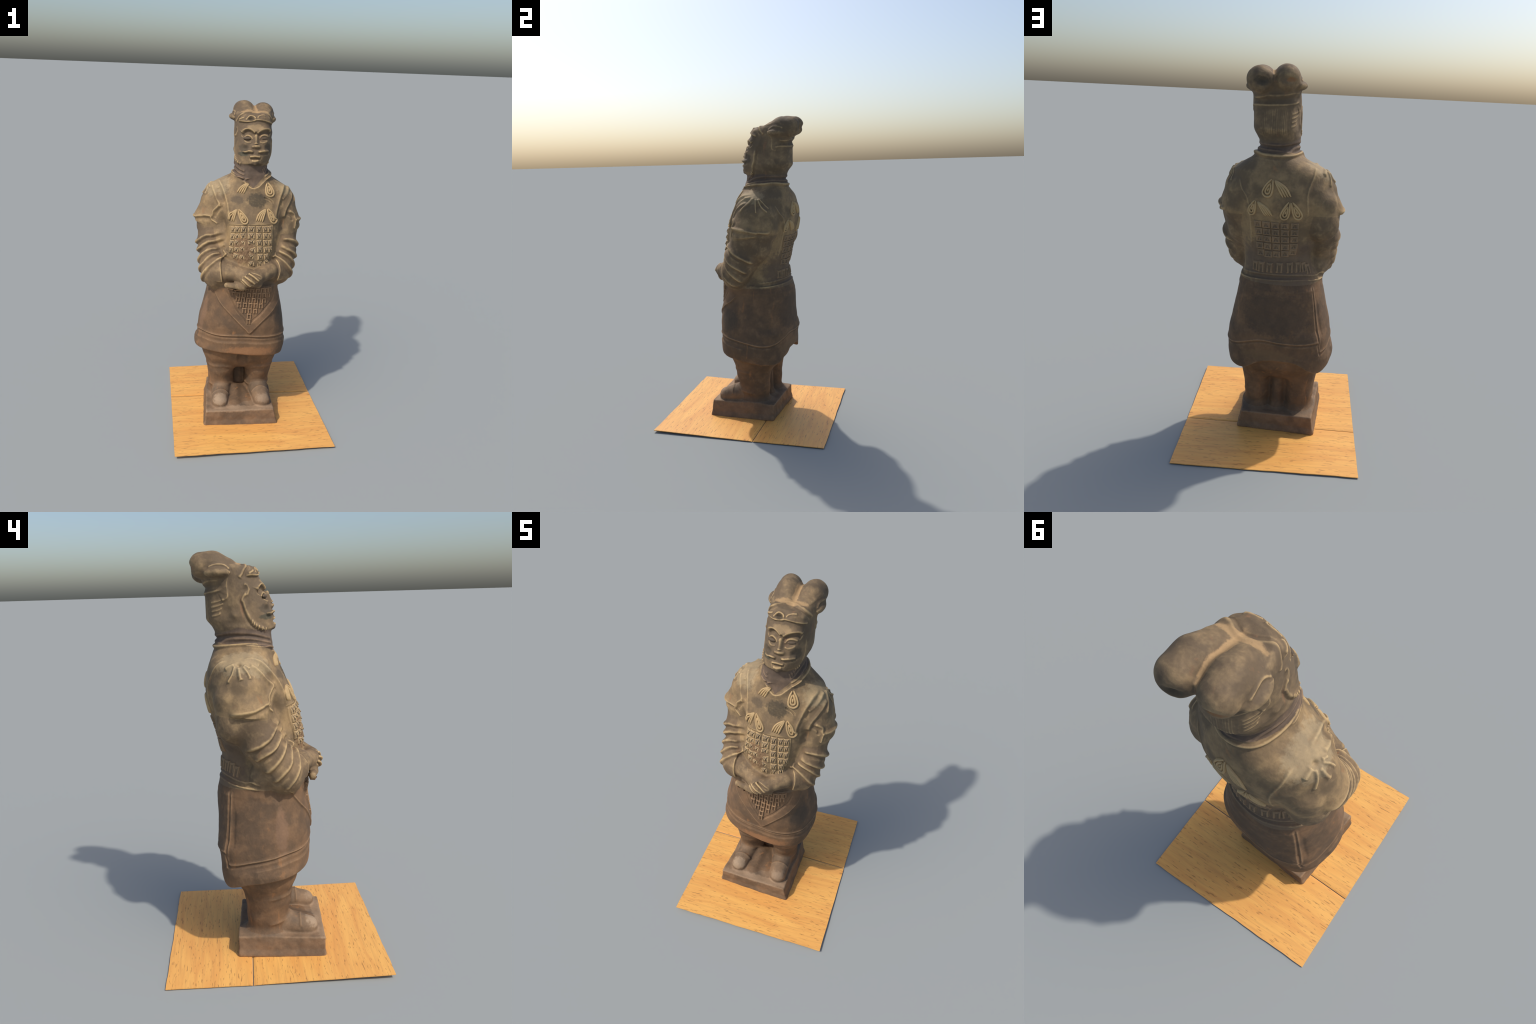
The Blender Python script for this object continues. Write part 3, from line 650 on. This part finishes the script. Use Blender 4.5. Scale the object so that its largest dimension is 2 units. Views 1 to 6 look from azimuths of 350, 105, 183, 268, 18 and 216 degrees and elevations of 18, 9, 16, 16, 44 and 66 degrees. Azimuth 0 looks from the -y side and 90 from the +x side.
mats = {"plinth": shoe, "foot": shoe, "leg": lower, "skirt": lower, "torso": upper, "arm": armclay, "sleeve": upper, "hand": armclay, "neck": neckclay, "head": headclay, "topknot": headclay}
paired = {"foot": -0.04, "leg": -0.035, "arm": 0.0, "sleeve": 0.0}
part = {}
for k, name in enumerate(kinds):
    sides = [label == k]
    if name in paired:
        left = x < paired[name]
        sides = [(label == k) & left, (label == k) & ~left]
    elif name == "hand":
        left = D["handR"] > np.minimum(D["handL"], D["finger"])
        sides = [(label == k) & left, (label == k) & ~left]
    for m in sides:
        if not m.any(): continue
        f = Q[m]
        used, inv = np.unique(f, return_inverse=True)
        ob = build_mesh(name, V[used], inv.reshape(f.shape), mats[name], statue, N[used])
        part.setdefault(name, []).append(ob)

# ------------------------------------------------------------------ pieces laid on the surface
def snap(p):
    q, n, _, _ = SKIN.find_nearest(Vector(p))
    return np.array(q), np.array(n)

def strand(pts, w, h, closed=False, sub=5, ends=True):
    """rounded cord lying on the clay: half-round section swept along surface points"""
    poly = spline(pts, sub)
    S = [snap(p) for p in poly]
    P = np.array([s[0] for s in S]); NN = np.array([s[1] for s in S])
    for _ in range(2):
        NN[1:-1] = NN[:-2] + NN[1:-1] + NN[2:]
        NN /= np.linalg.norm(NN, axis=1)[:, None]
    T = np.gradient(P, axis=0); T /= np.linalg.norm(T, axis=1)[:, None] + 1e-9
    B = np.cross(T, NN); B /= np.linalg.norm(B, axis=1)[:, None] + 1e-9
    k = 8; ang = np.linspace(-0.35, math.pi + 0.35, k)
    verts, faces = [], []
    n = len(P)
    for i in range(n):
        f = 1.0
        if ends:
            e = min(i, n - 1 - i) / 1.5
            f = min(1.0, 0.45 + 0.55 * e)
        for a in ang:
            verts.append(P[i] + B[i] * w * f * math.cos(a) + NN[i] * (h * f * math.sin(a)))
    for i in range(n - 1):
        for j in range(k):
            a, b = i * k + j, i * k + (j + 1) % k
            faces.append((a, b, b + k, a + k))
    c0, c1 = len(verts), len(verts) + 1
    verts += [P[0] - T[0] * w * 0.3, P[-1] + T[-1] * w * 0.3]
    for j in range(k):
        faces.append((j, c0, c0, (j + 1) % k)); faces.append(((n - 1) * k + j, (n - 1) * k + (j + 1) % k, c1, c1))
    return verts, faces

def strands_object(name, runs, mat, w, h):
    verts, faces = [], []
    for r in runs:
        v, f = strand(r, w, h)
        o = len(verts); verts += v
        for q in f:
            q = [i + o for i in q]
            u = list(dict.fromkeys(q)); faces.append(u)
    me = bpy.data.meshes.new(name)
    me.from_pydata([tuple(v) for v in verts], [], faces)
    me.validate(); me.update()
    me.polygons.foreach_set("use_smooth", [True] * len(me.polygons))
    me.materials.append(mat)
    ob = bpy.data.objects.new(name, me); bpy.context.collection.objects.link(ob)
    import bmesh
    bm = bmesh.new(); bm.from_mesh(me); bmesh.ops.recalc_face_normals(bm, faces=bm.faces); bm.to_mesh(me); bm.free()
    return place(ob, part["torso"][0])

def lerp(a, b, t): return tuple(np.array(a) * (1 - t) + np.array(b) * t)

def tassel(top, low_a, low_b, count, mat=None, w=0.0058, h=0.009):
    runs = []
    for i in range(count):
        t = i / (count - 1)
        end = lerp(low_a, low_b, t); start = lerp(top, end, 0.10)
        mid = lerp(start, end, 0.5)
        bow = np.array(mid) + 0.010 * np.array((-(1 - t) * np.sign(top[0] - end[0] + 1e-6), 0, 0.6 * (1 - t)))
        runs.append([start, tuple(bow), end])
    return strands_object("ribbon_tassel", runs, mat or upper, w, h)

def loop(top, tip, width, rings, mat=None, w=0.0055, h=0.009):
    """flattened bow loop: nested U-shaped cords hanging from the knot"""
    top, tip = np.array(top), np.array(tip)
    ax = tip - top; L = np.linalg.norm(ax); ax = ax / L
    nrm = snap(tip)[1]; side = np.cross(nrm, ax); side /= np.linalg.norm(side)
    runs = []
    for k in range(rings):
        s = 1 - 0.52 * k; l = L * (1 - 0.16 * k); W = width * s
        st = top + ax * L * (0.06 + 0.22 * k)
        d = (top + ax * l) - st
        runs.append([tuple(st + side * W * 0.15), tuple(st + d * 0.45 + side * W * 0.75), tuple(st + d * 0.85 + side * W * 0.85), tuple(st + d),
                     tuple(st + d * 0.85 - side * W * 0.85), tuple(st + d * 0.45 - side * W * 0.75), tuple(st - side * W * 0.15)])
    if rings > 1:
        runs.append([tuple(top + ax * L * 0.5), tuple(top + ax * L * 0.72)])
    return strands_object("ribbon_loop", runs, mat or upper, w, h)

# ties at the collar
tassel((-0.012, -0.024, 1.535), (-0.088, -0.034, 1.478), (-0.048, -0.044, 1.472), 4, w=0.0058, h=0.008)
loop((0.098, -0.012, 1.535), (0.116, -0.050, 1.452), 0.026, 2, w=0.006, h=0.008)
# bows of the breastplate
tassel((-0.090, -0.078, 1.390), (-0.153, -0.087, 1.318), (-0.116, -0.101, 1.314), 4)
loop((-0.086, -0.080, 1.388), (-0.036, -0.121, 1.303), 0.021, 2)
tassel((0.086, -0.086, 1.392), (0.022, -0.119, 1.318), (0.058, -0.120, 1.312), 4)
loop((0.092, -0.086, 1.390), (0.136, -0.104, 1.302), 0.021, 2)
# bows on the back
loop((0.034, 0.294, 1.462), (0.066, 0.301, 1.372), 0.026, 2); tassel((0.028, 0.294, 1.460), (-0.060, 0.308, 1.379), (-0.022, 0.308, 1.374), 4)
loop((0.118, 0.287, 1.350), (0.142, 0.262, 1.272), 0.020, 2); tassel((0.110, 0.287, 1.348), (0.030, 0.295, 1.275), (0.062, 0.289, 1.270), 4)
loop((-0.056, 0.305, 1.356), (-0.026, 0.300, 1.262), 0.021, 2); loop((-0.064, 0.305, 1.355), (-0.108, 0.290, 1.268), 0.021, 2)

# ------------------------------------------------------------------ armour plates: shared relief tiles
def tile_mesh(name, relief, size, mat, n=20):
    """a small clay plate: relief over a rounded square, sides sunk into the body"""
    u = np.linspace(-0.5, 0.5, n + 1)
    U, W = np.meshgrid(u, u, indexing="ij")
    H = relief(U, W)
    rim = np.maximum(np.abs(U), np.abs(W))
    H = np.where(rim > 0.499, -0.006, H)
    P = np.stack([U * size[0], W * size[1], H], -1).reshape(-1, 3)
    f = [(i * (n + 1) + j, (i + 1) * (n + 1) + j, (i + 1) * (n + 1) + j + 1, i * (n + 1) + j + 1) for i in range(n) for j in range(n)]
    me = bpy.data.meshes.new(name)
    me.from_pydata([tuple(p) for p in P], [], f)
    me.polygons.foreach_set("use_smooth", [True] * len(me.polygons))
    me.materials.append(mat)
    return me

def hill(t, a, b): return sstep(a, b, t)

def stud_relief(U, W):
    base = 0.0035 * hill(0.5 - np.maximum(np.abs(U), np.abs(W)), 0.0, 0.10)
    inside = hill(0.36 * (W + 0.22) / 0.66 - np.abs(U), -0.02, 0.05) * hill(0.47 - W, 0.0, 0.08) * hill(W + 0.24, 0, 0.06)
    wedge = 0.010 * np.clip((0.48 - W) / 0.65, 0, 1) + 0.002
    legs = 0.0048 * np.exp(-((np.abs(U) - 0.30) / 0.11) ** 2) * hill(0.30 - W, 0, 0.35) * hill(W + 0.46, 0, 0.1)
    return base + np.maximum(inside * wedge, legs)

def gate_relief(U, W):
    base = 0.0015 * hill(0.5 - np.maximum(np.abs(U), np.abs(W)), 0.0, 0.08)
    bars = np.exp(-((np.abs(U) - 0.26) / 0.12) ** 4) * hill(W + 0.46, 0, 0.08) * hill(0.48 - W, 0, 0.08)
    top = np.exp(-((W - 0.33) / 0.13) ** 4) * hill(0.42 - np.abs(U), 0, 0.08)
    return base + 0.0065 * np.maximum(bars, top)

def heart_relief(U, W):
    base = 0.0062 * hill(0.5 - np.maximum(np.abs(U), np.abs(W)), 0.0, 0.12)
    cut = np.exp(-((np.abs(U) - 0.5 * (0.30 - W) * 0.5) / 0.10) ** 2) * hill(0.32 - W, 0, 0.1) * hill(W + 0.30, 0, 0.1)
    return base - 0.006 * cut * hill(0.40 - np.abs(U), 0, 0.1) + 0.003 * np.exp(-(U / 0.10) ** 2 - ((W - 0.22) / 0.14) ** 2)

plate_clay = clay_material("plate_clay", (0.27, 0.19, 0.11), (0.135, 0.10, 0.067), (0.25, 0.145, 0.08), 0.0, 0.16, wear=0.75)
back_clay = clay_material("back_plate_clay", (0.25, 0.17, 0.10), (0.13, 0.097, 0.065), (0.25, 0.145, 0.08), 0.02, 0.18, wear=0.55, worn=(0.36, 0.23, 0.12))
rng = random.Random(8)

def lay(name, me, p, up=(0, 0, 1), sx=1.0, sy=1.0, roll=0.0, parent=None, sink=0.0):
    q, n = snap(p)
    # average the facing over the footprint so that neighbours line up
    acc = np.zeros(3)
    for dx in (-0.014, 0, 0.014):
        for dz in (-0.014, 0, 0.014):
            acc += snap((p[0] + dx, p[1], p[2] + dz))[1]
    n = acc / np.linalg.norm(acc)
    u = np.array(up) - n * np.dot(up, n); u /= np.linalg.norm(u)
    r = np.cross(u, n)
    c, s = math.cos(roll), math.sin(roll)
    r, u = c * r + s * u, c * u - s * r
    ob = bpy.data.objects.new(name, me)
    bpy.context.collection.objects.link(ob)
    from mathutils import Matrix
    q = q - n * sink
    ob.matrix_world = Matrix(((r[0]*sx, u[0]*sy, n[0], q[0]), (r[1]*sx, u[1]*sy, n[1], q[1]), (r[2]*sx, u[2]*sy, n[2], q[2]), (0, 0, 0, 1)))
    ob.parent = parent
    return ob

stud = tile_mesh("armour_plate", stud_relief, (0.043, 0.041), plate_clay)
cols = [-0.131, -0.094, -0.054, -0.006, 0.040, 0.077, 0.108]
present = ["1111111", "1221111", "1222111", "1222111", "0222110", "0002220"]
for r, row in enumerate(present):
    for c, on in enumerate(row):
        if on != "0":
            zz = 1.272 - 0.0415 * r - 0.004 * (c == 0)
            wide = 1.12 if c == 3 else (0.76 if c in (0, 6) else 0.86)
            lay("armour_plate", stud, (cols[c] + rng.uniform(-.001, .001), -0.13, zz + rng.uniform(-.0012, .0012)), sx=wide * rng.uniform(.96, 1.04), sy=1.0 if on == "1" else rng.uniform(.7, 1.0),
                roll=rng.uniform(-.05, .05) if on == "1" else rng.uniform(-.3, .3), parent=part["torso"][0], sink=0.0 if on == "1" else rng.uniform(.001, .005))

gate = tile_mesh("apron_plate", gate_relief, (0.034, 0.036), lower)
for r in range(-1, 6):
    zz = 0.872 - 0.034 * r
    xl = -0.016 - (zz - 0.700) * 0.68; xr = -0.016 + (zz - 0.700) * 0.86
    n = max(1, int((xr - xl + 0.008) / 0.033))
    for i in range(n):
        xx = (xl + xr) / 2 + (i - (n - 1) / 2) * 0.034
        lay("apron_plate", gate, (xx, -0.20, zz - 0.06 * (xx + 0.01)), sx=rng.uniform(.92, 1.03), sy=rng.uniform(.94, 1.04), roll=rng.uniform(-.06, .06), parent=part["skirt"][0])

heart = tile_mesh("armour_plate", heart_relief, (0.046, 0.039), back_clay)
for r in range(5):
    for c in range(5):
        a = lerp((0.106, 0.27, 1.222), (-0.084, 0.28, 1.232), c / 4)
        lay("armour_plate", heart, (a[0] - 0.002 * r, 0.27, a[2] - 0.0405 * r), sx=rng.uniform(.95, 1.02), sy=rng.uniform(.95, 1.02), roll=rng.uniform(-.03, .03), parent=part["torso"][0])
longgate = tile_mesh("armour_plate", gate_relief, (0.042, 0.062), back_clay)
for c in range(8):
    a = lerp((0.115, 0.22, 0.99), (-0.190, 0.20, 0.995), c / 7)
    lay("armour_plate", longgate, a, sx=rng.uniform(.93, 1.0), sy=rng.uniform(.92, 1.03), roll=rng.uniform(-.04, .04), parent=part["torso"][0])

# ------------------------------------------------------------------ eyes
eye_clay = clay_material("eye_clay", (0.17, 0.12, 0.075), (0.09, 0.068, 0.048), (0.22, 0.14, 0.09), 0.05, 0.1, wear=0.2)
for (ex, ey, ez), turn in zip(EYE, (-0.35, 0.25)):
    verts, faces = [], []
    nu, nv = 20, 10
    for j in range(nv + 1):
        for i in range(nu):
            a, bb = 2 * math.pi * i / nu, math.pi * j / nv
            px, pz, py = 0.024 * math.cos(bb), 0.0095 * math.sin(bb) * math.sin(a), 0.010 * math.sin(bb) * math.cos(a)
            c, s = math.cos(turn), math.sin(turn)
            verts.append((ex + c * px - s * py, ey + 0.0150 + s * px + c * py, ez + pz))
    for j in range(nv):
        for i in range(nu):
            faces.append((j*nu+i, j*nu+(i+1) % nu, (j+1)*nu+(i+1) % nu, (j+1)*nu+i))
    build_mesh("eye", verts, faces, eye_clay, part["head"][0])

# ------------------------------------------------------------------ wooden board of two planks
def wood_material():
    m, nt, b = new_material("beech_wood"); g = Net(nt)
    p = g.pos()
    rnd = g.add("ShaderNodeObjectInfo").outputs["Random"]
    sh = g.add("ShaderNodeVectorMath", operation="SCALE", i_0=(3.1, 1.7, 0.0), i_Scale=rnd).outputs[0]
    p = g.add("ShaderNodeVectorMath", operation="ADD", i_0=p, i_1=sh).outputs[0]
    wide = g.noise(g.add("ShaderNodeMapping", i_Vector=p, i_Scale=(1.3, 9, 9)).outputs[0], 1.6, 4, 0.55, 0.8)
    grain = g.noise(g.add("ShaderNodeMapping", i_Vector=p, i_Scale=(5, 90, 90)).outputs[0], 1.0, 4, 0.6, 0.3)
    fleck = g.noise(g.add("ShaderNodeMapping", i_Vector=p, i_Rotation=(0, 0, 0.10), i_Scale=(21, 140, 140)).outputs[0], 1.0, 2, 0.5)
    col = g.mix(g.ramp(wide, 0.30, 0.72), (0.83, 0.44, 0.118), (0.73, 0.34, 0.09))
    col = g.mix(g.math("MULTIPLY", g.ramp(grain, 0.45, 0.75), 0.45), col, (0.55, 0.27, 0.085))
    col = g.mix(g.math("MULTIPLY", g.ramp(fleck, 0.61, 0.70), 0.6), col, (0.24, 0.10, 0.035))
    nt.links.new(col, b.inputs["Base Color"])
    b.inputs["Roughness"].default_value = 0.5
    b.inputs["Specular IOR Level"].default_value = 0.3
    bp = g.add("ShaderNodeBump", i_Strength=0.15, i_Distance=0.002, i_Height=g.math("MULTIPLY", fleck, -1.0))
    nt.links.new(bp.outputs[0], b.inputs["Normal"])
    return m
wood = wood_material()
board = bpy.data.objects.new("wooden_board", None)
bpy.context.collection.objects.link(board)
board["label"] = "thin pale beech board of two joined planks"
board["category"] = "board"

def seam(xx): return 0.121 - 0.030 * xx
def board_top(xx, yy):
    t = np.clip((0.12 - yy) / 0.676, 0, 1)
    zf = 0.0055 + t * (0.0125 - 0.005 * (xx / 0.484))
    zf = zf + 0.0012 * np.sin(9 * xx + 1) * np.cos(7 * yy)
    return zf - 0.0035 * np.exp(-((yy - seam(xx)) / 0.009) ** 2)

def plank(front):
    nx, ny = 110, 70
    xs = np.linspace(-0.484, 0.484, nx); ts = np.linspace(0, 1, ny) ** (1.0)
    ts = np.where(True, (1 - np.cos(math.pi * ts)) / 2, ts)
    X, T = np.meshgrid(xs, ts, indexing="ij")
    gap = 0.0022
    if front: Y = -0.556 + T * (seam(X) - gap + 0.556)
    else: Y = seam(X) + gap + T * (0.556 - seam(X) - gap)
    wav = 0.0010 * np.sin(23 * X) + 0.0005 * np.sin(61 * X + 2)
    if front: Y = Y + wav * (1 - T)
    else: Y = Y + wav * T
    X = X + 0.0005 * np.sin(30 * Y) * (np.abs(X) / 0.484) ** 8
    Z = board_top(X, Y)
    top = np.stack([X, Y, Z], -1).reshape(-1, 3)
    low = top.copy(); low[:, 2] = np.maximum(low[:, 2] - 0.004, 0.0)
    q = lambda i, j: i * ny + j
    f = [(q(i, j), q(i+1, j), q(i+1, j+1), q(i, j+1)) for i in range(nx-1) for j in range(ny-1)]
    o = nx * ny
    f += [(o + d, o + c, o + b, o + a) for a, b, c, d in f]
    ring = [q(i, 0) for i in range(nx)] + [q(nx-1, j) for j in range(1, ny)] + [q(i, ny-1) for i in range(nx-2, -1, -1)] + [q(0, j) for j in range(ny-2, 0, -1)]
    for a, b in zip(ring, ring[1:] + ring[:1]):
        f.append((a, a + o, b + o, b))
    return build_mesh("plank", np.vstack([top, low]), f, wood, board)

for front in (True, False):
    ob = plank(front)
    ob.data.set_sharp_from_angle(angle=math.radians(40))
